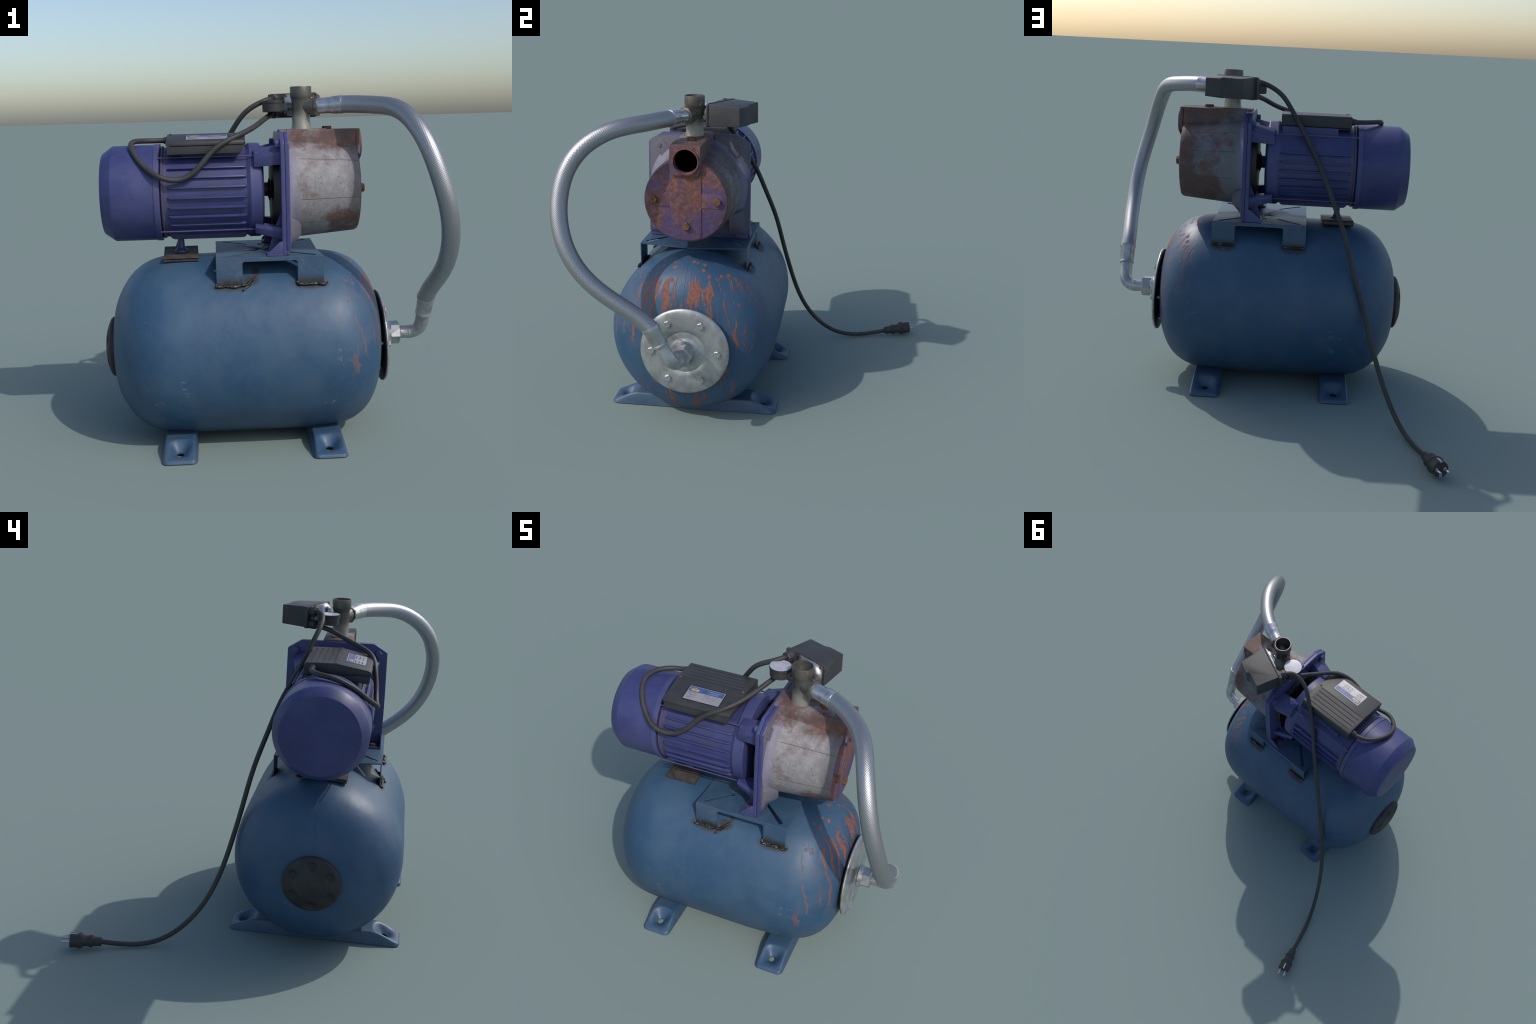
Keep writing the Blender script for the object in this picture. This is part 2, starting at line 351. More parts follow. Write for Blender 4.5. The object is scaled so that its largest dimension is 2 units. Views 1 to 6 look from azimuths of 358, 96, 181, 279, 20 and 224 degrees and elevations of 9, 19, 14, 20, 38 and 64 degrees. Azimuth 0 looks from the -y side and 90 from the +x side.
def spline(P, n):
    """natural cubic spline through P, resampled to n evenly spaced points"""
    P = [Vector(p) for p in P]; N = len(P)
    out = []
    cp = [0.0] * N; dp = [Vector() for _ in P]; Mv = [Vector() for _ in P]
    for i in range(1, N - 1):
        den = 4 - cp[i - 1]; cp[i] = 1 / den; dp[i] = (6 * (P[i - 1] - 2 * P[i] + P[i + 1]) - dp[i - 1]) / den
    for i in range(N - 2, 0, -1): Mv[i] = dp[i] - cp[i] * Mv[i + 1]
    K = 24
    for i in range(N - 1):
        for k in range(K):
            u = k / K; out.append(P[i] * (1 - u) + P[i + 1] * u + ((1 - u) ** 3 - (1 - u)) * Mv[i] / 6 + (u ** 3 - u) * Mv[i + 1] / 6)
    out.append(P[-1])
    L = [0.0]
    for a, b in zip(out[:-1], out[1:]): L.append(L[-1] + (b - a).length)
    res = []; j = 0
    for i in range(n):
        s = L[-1] * i / (n - 1)
        while j < len(L) - 2 and L[j + 1] < s: j += 1
        f = (s - L[j]) / max(L[j + 1] - L[j], 1e-9); res.append(out[j].lerp(out[j + 1], min(1, f)))
    return res, L[-1]
def bm_tube(bm, pts, rad, seg=20, caps=True):
    """sweep; rad(i,theta)->radius or number"""
    t0 = (pts[1] - pts[0]).normalized(); a, b, _ = basis(t0); rings = []; prev = t0
    for i, p in enumerate(pts):
        t = (pts[min(i + 1, len(pts) - 1)] - pts[max(i - 1, 0)]).normalized()
        q = prev.rotation_difference(t); a = q @ a; b = q @ b; prev = t
        ring = []
        for k in range(seg):
            th = 2 * math.pi * k / seg; r = rad(i, th) if callable(rad) else rad
            ring.append(bm.verts.new(p + (a * math.cos(th) + b * math.sin(th)) * r))
        rings.append(ring)
    for p, q in zip(rings[:-1], rings[1:]):
        for k in range(seg): bm.faces.new([p[k], p[(k + 1) % seg], q[(k + 1) % seg], q[k]])
    if caps: bm.faces.new(rings[0]); bm.faces.new(rings[-1])
def tube(name, pts, rad, mat, parent, seg=20, angle=40):
    bm = bmesh.new(); bm_tube(bm, pts, rad, seg); return link(name, tomesh(bm, name), mat, parent, angle)
def hexa(name, org, d, r, h, mat, parent, rot=0.0, seg=6, cham=.0025):
    bm = bmesh.new()
    prof = [(0, r), (h - cham, r), (h, r * .86)]
    bm_lathe(bm, prof, (0, 0, 0), (0, 0, 1), seg)
    bmesh.ops.rotate(bm, verts=bm.verts[:], cent=(0, 0, 0), matrix=Matrix.Rotation(rot, 3, 'Z'))
    a, b, w = basis(d); m = Matrix((a, b, w)).transposed().to_4x4(); m.translation = Vector(org)
    bmesh.ops.transform(bm, matrix=m, verts=bm.verts[:])
    return link(name, tomesh(bm, name), mat, parent, 20)
def cut(o, cutters):
    """boolean difference, applied at once"""
    for c in cutters:
        md = o.modifiers.new('b', 'BOOLEAN'); md.operation = 'DIFFERENCE'; md.object = c; md.solver = 'EXACT'
    dg = bpy.context.evaluated_depsgraph_get(); me = bpy.data.meshes.new_from_object(o.evaluated_get(dg))
    o.modifiers.clear(); old = o.data; o.data = me; bpy.data.meshes.remove(old)
    for p in me.polygons: p.use_smooth = True
    try: me.set_sharp_from_angle(angle=R(35))
    except Exception: pass
    for c in cutters: bpy.data.objects.remove(c)
def apply_mod(o):
    dg = bpy.context.evaluated_depsgraph_get(); me = bpy.data.meshes.new_from_object(o.evaluated_get(dg))
    o.modifiers.clear(); o.data = me
def clone(o, name, mat4=None, parent=None):
    c = o.copy(); c.name = name; COL.objects.link(c); c.parent = parent or o.parent
    if mat4 is not None: c.matrix_local = mat4
    return c
def arc(c, r, a0, a1, n): return [(c[0] + r * math.cos(R(a0 + (a1 - a0) * i / n)), c[1] + r * math.sin(R(a0 + (a1 - a0) * i / n))) for i in range(n + 1)]

root = empty('water_pump')
root['label'] = 'weathered blue pressure tank with purple electric water pump on top'
root['category'] = 'water pump'

# ================================================================== pressure tank
half = [(0.0, .4775), (.20, .4775), (.34, .476), (.42, .471), (.475, .461), (.53, .441), (.575, .413), (.613, .378), (.647, .332), (.678, .276), (.700, .212), (.713, .130), (.718, .06), (.719, 0)]
CX = -.055
def smoothprof(p, n):
    q, _ = spline([(a, b, 0) for a, b in p], n); return [(v.x, max(v.y, 0)) for v in q]
hp = smoothprof(half, 60); hp[-1] = (hp[-1][0], 0)
half2 = half[:7] + [(.612, .3775), (.643, .330), (.662, .286), (.676, .240), (.689, .172), (.695, .10), (.697, .05), (.698, 0)]
hq = smoothprof(half2, 60); hq[-1] = (hq[-1][0], 0)
prof = [(CX - t, r) for t, r in reversed(hp)] + [(CX + t, r) for t, r in hq[1:]]
def dents(t, r, th):
    p = Vector((t, r * math.cos(th), r * math.sin(th)))
    return t, r + .0030 * (mnoise.noise(p * 3.1) + .5 * mnoise.noise(p * 7.3)) * min(1, r / .2)
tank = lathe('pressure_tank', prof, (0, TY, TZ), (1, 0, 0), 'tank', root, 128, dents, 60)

# far end rubber cap with six dimples
capprof = [(-.740, .154), (-.772, .1585), (-.782, .157), (-.789, .149), (-.796, .136), (-.802, .12), (-.807, .105), (-.811, .09), (-.8135, .07), (-.815, .045), (-.8155, .02), (-.8155, 0)]
def dimple(t, r, th):
    d = 0
    for k in range(6):
        a = R(30 + 60 * k); q = math.hypot(r * math.cos(th) - .113 * math.cos(a), r * math.sin(th) - .113 * math.sin(a))
        d = max(d, max(0, 1 - (q / .030) ** 2))
    return t + .017 * d * d * (3 - 2 * d), r
capp = smoothprof(capprof, 44); capp[-1] = (capp[-1][0], 0)
lathe('end_cap', capp, (0, -.366, .483), (1, 0, 0), 'cap', tank, 96, dimple, 50)

# flange end
FY, FZ = -.357, .488
FD = Vector((math.cos(R(2.3)), 0, math.sin(R(2.3)))); FO = Vector((.648, FY, FZ)); FC = FO - FD * .655
lathe('flange_back', [(.636, .09), (.646, .12), (.650, .225), (.6515, .240), (.6545, .2455), (.6582, .2462), (.6582, .15)], tuple(FC), tuple(FD), 'black', tank, 72)  # thin back plate, black to paint in the shade behind the flange
fl = lathe('flange', [(.654, .232), (.658, .2455), (.661, .248), (.665, .2475), (.670, .242), (.6745, .228), (.677, .200), (.6775, .150), (.677, .1205), (.675, .118), (.6742, .1165), (.675, .114), (.676, .09), (.680, .068), (.690, .062), (.700, .058), (.716, .052), (.716, 0)], tuple(FC), tuple(FD), 'galv', tank, 80, None, 50)
FA, FB, _ = basis(FD)
fb = st = None
for k in range(6):
    a = R(60 * k); off = FA * math.cos(a) * .183 + FB * math.sin(a) * .183; of2 = off
    if fb is None:
        fb = hexa('flange_bolt', tuple(FC + FD * .6755 + off), tuple(FD), .0205, .014, 'galv', tank, .3); o1 = off
        st = lathe('flange_stud', [(.632, .0095), (.654, .0095)], tuple(FC + of2), tuple(FD), 'galv', tank, 12); o2 = of2
    else:
        clone(fb, 'flange_bolt', Matrix.Translation(off - o1)); clone(st, 'flange_stud', Matrix.Translation(of2 - o2))

# pressed-steel foot bars
def foot_bar(x0, x1):
    cx, hw = (x0 + x1) / 2, (x1 - x0) / 2; y0, y1 = -.861, .126; yc = (y0 + y1) / 2; hl = (y1 - y0) / 2
    NX, NY = 36, 180; bm = bmesh.new(); g = []
    sm = lambda t: (lambda u: u * u * (3 - 2 * u))(min(1, max(0, t)))
    for j in range(NY + 1):
        v = -1 + 2 * j / NY; v = math.copysign(1 - (1 - abs(v)) ** 1.15, v); row = []
        for i in range(NX + 1):
            u = math.sin(math.pi / 2 * (-1 + 2 * i / NX)) * .55 + (-1 + 2 * i / NX) * .45
            dl = (1 - abs(v)) * hl; dw = (1 - abs(u)) * hw
            H = .013 + .062 * sm(.12 + .88 * dl / .165) ** .9
            rim = 1 - (1 - min(1, dl / .008)) ** 2 if dl < .008 else 1
            rw = 1 - (1 - min(1, dw / .020)) ** 2.2 if dw < .020 else 1
            z = .004 + (H - .004) * min(rim, rw)
            dh = (abs(u * hw / .068) ** 2.7 + abs((dl - .084) / .074) ** 2.7) ** (1 / 2.7)
            dish = sm((1.0 - dh) / .92)
            z = z + (.013 - z) * dish if z > .013 else z
            # rounded plan corners
            x, y = cx + u * hw, yc + v * hl
            c = max(0, 1 - dw / .025) * max(0, 1 - dl / .025); x -= math.copysign(.009 * c, u); y -= math.copysign(.009 * c, v)
            row.append(bm.verts.new((x, y, z)))
        g.append(row)
    for j in range(NY):
        for i in range(NX): bm.faces.new([g[j][i], g[j][i + 1], g[j + 1][i + 1], g[j + 1][i]])
    o = link('foot_bar', tomesh(bm, 'foot_bar'), 'foot', tank, 50)
    if o.data.polygons[len(o.data.polygons) // 2].normal.z < 0: o.data.flip_normals()
    md = o.modifiers.new('s', 'SOLIDIFY'); md.thickness = .005; md.offset = -1; apply_mod(o)
    cs = []
    for y in (-.772, .037):
        bm = bmesh.new(); bm_lathe(bm, [(-.02, .0195), (.05, .0195)], (cx, y, 0), (0, 0, 1), 24); cs.append(link('cutter', tomesh(bm, 'c'), None, None))
    cut(o, cs)
    zm = min(v.co.z for v in o.data.vertices)
    for v in o.data.vertices: v.co.z -= zm if v.co.z < .02 else zm * .5
    return o
foot_bar(-.517, -.340); foot_bar(.234, .410)

# mounting bracket welded over the tank
BX0, BX1, BY0, BY1, BZ = -.2175, .319, -.680, -.063, .990
th = .006
def sag(x, y):      # sheet buckled into four facets that meet in an X, dipping to the tank at both ends
    xn, yn = abs(x - .051) / .268, abs(y + .3715) / .3085
    f = max(0, xn - 1.05 * yn) ** .9 * .016
    rr = math.hypot(x - .03, y + .36); an = math.atan2(y + .36, x - .03)
    w = math.exp(-(rr / .10) ** 2)
    return BZ - f - w * (.008 + .0035 * math.sin(5 * an + 1.2) + .002 * math.sin(11 * an))
bm = bmesh.new(); NXB, NYB = 64, 64; gt, gb = [], []
for i in range(NXB + 1):
    x = BX0 + (BX1 - BX0) * i / NXB; Q0, Q1 = BY0 + .001, BY1 - .001
    gt.append([bm.verts.new((x, Q0 + (Q1 - Q0) * j / NYB, sag(x, Q0 + (Q1 - Q0) * j / NYB))) for j in range(NYB + 1)])
    gb.append([bm.verts.new((x, Q0 + (Q1 - Q0) * j / NYB, sag(x, Q0 + (Q1 - Q0) * j / NYB) - th)) for j in range(NYB + 1)])
for i in range(NXB):
    for j in range(NYB):
        bm.faces.new([gt[i][j], gt[i + 1][j], gt[i + 1][j + 1], gt[i][j + 1]]); bm.faces.new([gb[i][j + 1], gb[i + 1][j + 1], gb[i + 1][j], gb[i][j]])
for k in range(NXB):
    for j in (0, NYB): bm.faces.new([gt[k][j], gb[k][j], gb[k + 1][j], gt[k + 1][j]])
    for i in (0, NXB): bm.faces.new([gt[i][k], gt[i][k + 1], gb[i][k + 1], gb[i][k]])
br = link('mounting_bracket', tomesh(bm, 'mounting_bracket'), 'blue', root, 40)
cs = []
cxb, cyb = .051, -.3715
for sx in (-1, 1):
    for sy in (-1, 1):
        p = Vector((cxb + sx * .100, cyb + sy * .155, 0)); q = Vector((cxb + sx * .225, cyb + sy * .275, 0)); d = (q - p).normalized(); n = Vector((-d.y, d.x, 0))
        w0, w1 = (.008, .013) if sx > 0 else (.009, .011)
        pl = [p + n * w0, p - n * w0, q - n * w1, q + d * w1 * .8 - n * w1 * .5, q + d * w1 * .8 + n * w1 * .5, q + n * w1]
        bm = bmesh.new(); bm_prism(bm, [(v.x, v.y) for v in pl], lambda x, y: (x, y, .93), lambda x, y: (x, y, 1.03)); cs.append(link('cutter', tomesh(bm, 'c'), None, None))
bm = bmesh.new(); bm_box(bm, (.012, -.235, .93), (.040, -.200, 1.03)); cs.append(link('cutter', tomesh(bm, 'c'), None, None))
cut(br, cs)
LW = .131
for y, s in ((BY0, 1), (BY1, -1)):
    pts = [(BX0 - .0005, BZ + .0006), (BX0 - .0005, .846), (BX0 + LW, .846), (BX0 + LW, .962), (BX0 + LW + .008, .969), (BX1 - LW - .008, .969), (BX1 - LW, .962), (BX1 - LW, .846), (BX1 + .0005, .846), (BX1 + .0005, BZ + .0006)]
    prism('bracket_leg', pts, lambda x, z: (x, y, z), lambda x, z: (x, y + s * th, z), 'blue', br, .0015, 1)

# weld beads
def tank_z(x, y):
    r = .478 if abs(x - CX) < .42 else .46
    return TZ + math.sqrt(max(0, r * r - (y - TY) ** 2))
def bead(pts, r0, seed):
    p, L = spline(pts, 90); rnd = random.Random(seed)
    for lay in (0, 1):
        ph = rnd.uniform(0, 9)
        q = [v + Vector((0, (-.003 if lay else .002) + .004 * mnoise.noise(Vector((i * .09, seed, ph))), (.001 if lay else 0) + .005 * mnoise.noise(Vector((i * .11, seed + 5, ph))))) for i, v in enumerate(p)]
        def rad(i, t):
            e = min(1, i / 8, (89 - i) / 8)
            return (.0012 + r0 * (.80 + .6 * mnoise.noise(Vector((i * .13, t * .5, seed + ph))) + .28 * mnoise.noise(Vector((i * .5, t, seed))))) * (.2 + .8 * e)
        tube('weld_bead', q, rad, 'weld', br, 12, 80)
def on_tank(x, y, up=.006): return (x, y, tank_z(x, y) + up)
yn, yp = -.686, -.057
bead([on_tank(BX0 + .001, yn + .012), on_tank(BX0 - .002, yn - .004), on_tank(BX0 + .03, yn - .004), on_tank(BX0 + .07, yn - .006), on_tank(BX0 + .11, yn - .004), on_tank(BX0 + LW + .02, yn + .004), on_tank(BX0 + LW + .045, yn + .022), on_tank(BX0 + LW + .065, yn + .044)], .0058, 1)
bead([on_tank(BX0 + LW - .004, yn - .022, 0), on_tank(BX0 + LW + .012, yn - .012), on_tank(BX0 + LW + .03, yn - .001), on_tank(BX0 + LW + .042, yn + .010)], .0045, 2)
bead([on_tank(BX1 - LW - .003, yn + .025), on_tank(BX1 - LW + .004, yn - .002), on_tank(BX1 - .09, yn - .004), on_tank(BX1 - .05, yn - .003), on_tank(BX1 - .01, yn - .006), on_tank(BX1 + .012, yn - .004), on_tank(BX1 + .018, yn + .004)], .0058, 3)
bead([on_tank(BX0 - .002, yp + .002), on_tank(BX0 + .04, yp + .003), on_tank(BX0 + .09, yp + .003), on_tank(BX0 + LW + .004, yp + .002)], .004, 4)
bead([on_tank(BX1 - LW - .004, yp + .002), on_tank(BX1 - .09, yp + .003), on_tank(BX1 - .04, yp + .003), on_tank(BX1 + .004, yp + .002)], .004, 5)

# ================================================================== motor
ax = (1, 0, 0); mo = (0, MY, MZ)
motor = lathe('motor', [(-.49, .222), (-.478, .240), (-.471, .240), (-.466, .2325), (-.04, .2325)], mo, ax, 'stator', root, 72, None, 30)
lathe('fan_cover', [(-.788, 0), (-.788, .10), (-.7875, .204), (-.786, .2085), (-.7835, .2105), (-.7345, .2455), (-.731, .2468), (-.727, .2475), (-.62, .2475), (-.523, .2474), (-.5165, .2474), (-.5155, .251), (-.4885, .251), (-.4865, .2485), (-.4865, .20)], mo, ax, 'purple', motor, 72, None, 28)
# cooling fins
fin_pts = [(-.450, .222), (-.448, .236), (-.440, .2445), (-.428, .2490), (-.066, .2490), (-.056, .2445), (-.050, .236), (-.049, .222)]
bm = bmesh.new()
bm_prism(bm, fin_pts, lambda x, r: (x, -r, -.0044), lambda x, r: (x, -r, .0044))
bmesh.ops.recalc_face_normals(bm, faces=bm.faces[:]); bm_bevel(bm, .0028, 2)
fme = tomesh(bm, 'cooling_fin'); first = None
for side in (1, -1):
    for a in list(range(-87, 40, 12)):
        if side < 0 and a > 22: continue
        ang = a if side > 0 else 180 - a
        if side < 0 and a == -87: ang = 180 + 87
        o = first and clone(first, 'cooling_fin') or link('cooling_fin', fme, 'stator', motor); first = first or o
        o.matrix_local = Matrix.Translation((0, MY, MZ)) @ Matrix.Rotation(R(-ang), 4, 'X')
box('terminal_pedestal', (-.372, -.515, 1.46), (-.052, -.222, 1.532), 'stator', motor, .004)
lathe('end_shield', [(-.050, .20), (-.050, .232), (-.030, .2455), (.020, .2445), (.026, .2405), (.034, .218), (.038, .205), (.038, 0)], mo, ax, 'purple', motor, 72, None, 28)
tr = None
for sy in (-1, 1):
    for sz in (-1, 1):
        y, z = MY + sy * .180, MZ + sz * .186
        if tr is None: tr = lathe('tie_rod', [(-.49, .0034), (-.008, .0034)], (0, y, z), ax, 'purple', motor, 10); y0, z0 = y, z
        else: clone(tr, 'tie_rod', Matrix.Translation((0, y - y0, z - z0)))
lathe('shaft', [(.03, .036), (.066, .036), (.068, .040), (.074, .0615), (.0765, .0615), (.080, .046), (.092, .052), (.112, .055), (.125, .053), (.135, .05)], mo, ax, 'shaft', motor, 36, None, 30)
lathe('motor_stud', [(.985, .034), (.990, .036), (.996, .033), (1.003, .024), (1.015, .0185), (1.06, .0155), (1.075, .0155)], (-.398, MY, 0), (0, 0, 1), 'purple', motor, 32, None, 50)

# ------------------------------------------------------------------ lantern bracket (motor-side flange, arms, feet)
PY0, PY1 = -.663, -.074
def outline(zb, g=0.0):
    return [(PY0 + g, zb), (PY0 + g, 1.30), (PY0 + g + .004, 1.548 - g), (PY0 + g + .012, 1.556 - g), (-.588, 1.594 - g), (-.578, 1.599 - g), (-.159, 1.599 - g), (-.149, 1.594 - g), (PY1 - g - .012, 1.556 - g), (PY1 - g - .004, 1.548 - g), (PY1 - g, 1.30), (PY1 - g, zb)]
adapter = p1 = prism('motor_bracket', outline(.9905), lambda y, z: (.117, y, z), lambda y, z: (.1372, y, z), 'purple', root, .0022)
bm = bmesh.new(); bm_lathe(bm, [(.09, .212), (.15, .212)], mo, ax, 64); cut(p1, [link('cutter', tomesh(bm, 'c'), None, None)])
bm = bmesh.new(); bm_lathe(bm, [(.086, .214), (.086, .226), (.120, .232), (.120, .209), (.104, .205)], mo, ax, 64)
link('bearing_collar', tomesh(bm, 'bearing_collar'), 'black', adapter, 30)
lathe('cavity_wall', [(.128, 0), (.128, .1), (.128, .2125), (.1385, .2125)], mo, ax, 'dark', adapter, 48)
for sy in (-1, 1):
    # lower edge spacer seen under the pump-side flange
    box('flange_spacer', (.138, min(MY + sy * .285, MY + sy * .215), .9925), (.152, max(MY + sy * .285, MY + sy * .215), 1.022), 'purple', adapter, .002)
    for up in (1, -1):
        # arm: loft from the end shield to the flange
        if up > 0:
            ri = [(.110, .130), (.222, .128), (.226, .165), (.195, .198), (.140, .214), (.105, .185)]
            ro = [(.150, .138), (.255, .140), (.258, .205), (.215, .232), (.160, .240), (.125, .205)]
        else:
            ri = [(.140, -.155), (.205, -.158), (.218, -.175), (.205, -.205), (.160, -.212), (.130, -.180)]
            ro = [(.160, -.172), (.250, -.174), (.258, -.195), (.250, -.236), (.170, -.240), (.140, -.205)]
        bm = bmesh.new(); A = [bm.verts.new((-.012, MY + sy * a, MZ + b)) for a, b in ri]; B = [bm.verts.new((.121, MY + sy * a, MZ + b)) for a, b in ro]
        bm.faces.new(A); bm.faces.new(B[::-1])
        for i in range(6): bm.faces.new([A[i], A[(i + 1) % 6], B[(i + 1) % 6], B[i]])
        bmesh.ops.recalc_face_normals(bm, faces=bm.faces[:]); bm_bevel(bm, .004, 2)
        link('bracket_arm', tomesh(bm, 'bracket_arm'), 'purple', adapter, 25)
        # boss the tie rod screws into
        yb, zb = MY + sy * .180, MZ + up * .186
        box('rod_boss', (-.008, yb - .022, zb - .020), (.045, yb + .022, zb + .018), 'purple', adapter, .006)
    # corner bolts
    hexa('corner_bolt', (.117, MY + sy * .242, 1.543), (-1, 0, 0), .019, .022, 'purple', adapter, .2)
    # foot: base plate, outer web and inner gusset
    yo = PY0 if sy < 0 else PY1; yi = yo - sy * .098
    box('bracket_foot', (.040, min(yo, yi), .9908), (.118, max(yo, yi), 1.000), 'purple', adapter, .002)
    prism('foot_web', [(.042, .999), (.118, .999), (.118, 1.062), (.104, 1.062), (.046, 1.008)], lambda x, z: (x, yo, z), lambda x, z: (x, yo - sy * .008, z), 'purple', adapter, .0015)
    prism('foot_gusset', [(.050, .999), (.118, .999), (.118, 1.20), (.085, 1.12)], lambda x, z: (x, yi, z), lambda x, z: (x, yi + sy * .009, z), 'purple', adapter, .0015)
    hexa('foot_bolt', (.076, (yo + yi) / 2, .999), (0, 0, 1), .021, .014, 'rbolt', adapter, .4)

# ================================================================== pump body
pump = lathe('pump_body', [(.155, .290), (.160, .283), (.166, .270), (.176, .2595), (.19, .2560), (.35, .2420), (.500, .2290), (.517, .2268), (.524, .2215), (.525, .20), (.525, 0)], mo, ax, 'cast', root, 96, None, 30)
p2 = prism('pump_flange', outline(1.020, .002), lambda y, z: (.1392, y, z), lambda y, z: (.1600, y, z), 'plate', pump, .0022)
YB0, YB1 = -.449, -.283
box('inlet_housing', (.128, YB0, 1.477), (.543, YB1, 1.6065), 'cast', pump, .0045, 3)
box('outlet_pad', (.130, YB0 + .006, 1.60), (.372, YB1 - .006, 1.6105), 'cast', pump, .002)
# front face dressing
def facedisc(bm): bm_lathe(bm, [(.520, .2235), (.5245, .2225), (.5265, .218), (.5268, 0)], mo, ax, 96)
bm = bmesh.new(); facedisc(bm); link('front_plate', tomesh(bm, 'front_plate'), 'face', pump, 40)
strip = [(YB0 - .003, 1.598), (YB0 - .003, 1.108), (-.42, 1.093), (-.366, 1.088), (-.31, 1.093), (YB1, 1.108), (YB1, 1.598)]
prism('face_strip', strip, lambda y, z: (.524, y, z), lambda y, z: (.5318, y, z), 'face', pump, .002)
hs = prism('inlet_face', [(YB0 + .001, 1.470), (YB0 + .001, 1.6055), (YB1 - .001, 1.6055), (YB1 - .001, 1.470), (-.30, 1.446), (-.43, 1.446)], lambda y, z: (.540, y, z), lambda y, z: (.5452, y, z), 'face', pump, .002)
for yb, sg in ((-.544, -1), (-.195, 1)):
    a = [(MY + sg * .083, 1.270), (yb, 1.270)] + arc((yb, 1.310), .040, -90, 90, 10)[1:] + [(MY + sg * .083, 1.350)] if sg > 0 else \
        [(MY + sg * .083, 1.350), (yb, 1.350)] + arc((yb, 1.310), .040, 90, 270, 10)[1:] + [(MY + sg * .083, 1.270)]
    prism('bolt_pad', a, lambda y, z: (.524, y, z), lambda y, z: (.5298, y, z), 'face', pump, .0015)
PYc, PZc = -.362, 1.5235
ring = lathe('inlet_ring', [(.530, .0735), (.553, .0735), (.557, .0715), (.557, .0655), (.550, .0640), (.52, .0622), (.52, .0632)], (0, PYc, PZc), ax, 'face', pump, 48, None, 30, False)
cs = []
for tgt in ('inlet_housing', 'inlet_face', 'face_strip', 'front_plate', 'pump_body'):
    bm = bmesh.new(); bm_lathe(bm, [(.325, .0632), (.60, .0632)], (0, PYc, PZc), ax, 48)
    cut(bpy.data.objects[tgt], [link('cutter', tomesh(bm, 'c'), None, None)])
lathe('inlet_bore', [(.33, 0), (.33, .0625), (.525, .0630)], (0, PYc, PZc), ax, 'dark', pump, 40, None, 30, False)  # bore shade is put into the colour of this lining
for i, (y, z) in enumerate(((-.543, 1.3095), (-.196, 1.3095), (-.366, 1.167))):
    hexa('face_bolt', (.529, y, z), ax, .0225, .019, 'rbolt', pump, (.1, .5, .25)[i])
hexa('filler_plug', (.384, -.362, 1.606), (0, 0, 1), .0265, .0165, 'rbolt', pump, .2, 8)
# corner ribs and lower webs between barrel and flange
for sy in (-1, 1):
    a = R(45); d = Vector((0, sy * math.cos(a), math.sin(a))); n = Vector((0, -sy * math.sin(a), math.cos(a))); c = Vector((0, MY, MZ))
    pts = [(.235, -.034), (.352, -.034), (.352, .034), (.235, .034)]
    f = lambda x: (lambda r, w: tuple(c + d * r + n * w + Vector((x - (0 if r < .3 or x < .16 else .010), 0, 0))))
    prism('corner_rib', pts, f(.155), f(.1700), 'plate', pump, .002)
    hexa('rib_bolt', tuple(c + d * .318 + Vector((.164, 0, 0))), ax, .012, .004, 'plate', pump, 0, 12)
    yo = MY + sy * .268; yi = MY + sy * .185
    prism('lower_web', [(.156, 1.022), (.171, 1.022), (.222, 1.10), (.222, 1.165), (.156, 1.18)], lambda x, z: (.158 + (x - .156) * .16, yo, z), lambda x, z: (x, yi, z - (0 if x < .2 else .02)), 'plate', pump, .002)

# ================================================================== outlet tee
U = Vector((.911, -.411, 0)).normalized(); V = Vector((.411, .911, 0)).normalized(); TC = Vector((.250, -.371, 0))
tee = lathe('tee_fitting', [(1.604, .0525), (1.612, .0515), (1.628, .0488), (1.65, .0472), (1.752, .0472), (1.762, .0490), (1.772, .0535), (1.779, .0556), (1.8245, .0556), (1.8275, .0545), (1.8275, .0500), (1.8235, .0492), (1.785, .0480), (1.778, .043), (1.70, .041), (1.70, 0)], tuple(TC), (0, 0, 1), 'tee', root, 56, None, 40)
oc = TC + Vector((0, 0, 1.7255))
lathe('side_outlet', [(.0, .040), (.03, .042), (.080, .0440), (.0835, .0440), (.0835, .030)], tuple(oc), tuple(U), 'tee', tee, 40)
hexa('outlet_collar', tuple(oc + U * .083), tuple(U), .0520, .017, 'tee', tee, .2, 8, .003)

# ================================================================== flexible hose
H = [(.3404, -.4113, 1.7255), (.4761, -.4801, 1.7299), (.5929, -.5797, 1.7212), (.6802, -.7019, 1.7001), (.7385, -.8275, 1.6306), (.7876, -.914, 1.517), (.8337, -.9485, 1.3736), (.8761, -.9371, 1.227), (.9014, -.885, 1.0843), (.907, -.7933, .9613), (.9005, -.6744, .8635), (.8865, -.5502, .7743), (.8835, -.482, .711)]
hp_, HL = spline(H, 1500)
i0 = next(i for i in range(1500) if HL * i / 1499 > .105)
body = hp_[i0:]; NS = 28
def braid(i, t):
    s = i * HL / 1499; k = 2 * math.pi / .0105
    a = math.sin(NS * t + k * s); b = math.sin(NS * t - k * s)
    return .0438 + .00042 * max(a, b)
hose = tube('flexible_hose', body, braid, 'hose', root, 176, 80)
a0, a1 = hp_[0] - (hp_[27] - hp_[0]) * .0, hp_[i0 + 19]
def ferr(p0, p1, prof, name, mat='chrome'):
    d = p1 - p0; return lathe(name, [(t * d.length, r) for t, r in prof], tuple(p0), tuple(d), mat, hose, 48, None, 30)
ferr(oc + U * .098, a1, [(-.02, .038), (0, .0405), (.30, .0408), (.50, .0420), (.56, .0442), (.60, .0450), (.93, .0466), (.96, .0478), (1, .0478), (1, .04)], 'hose_ferrule')
e1 = Vector((.8835, -.482, .711)); e0 = Vector((.8800, -.4335, .6165))
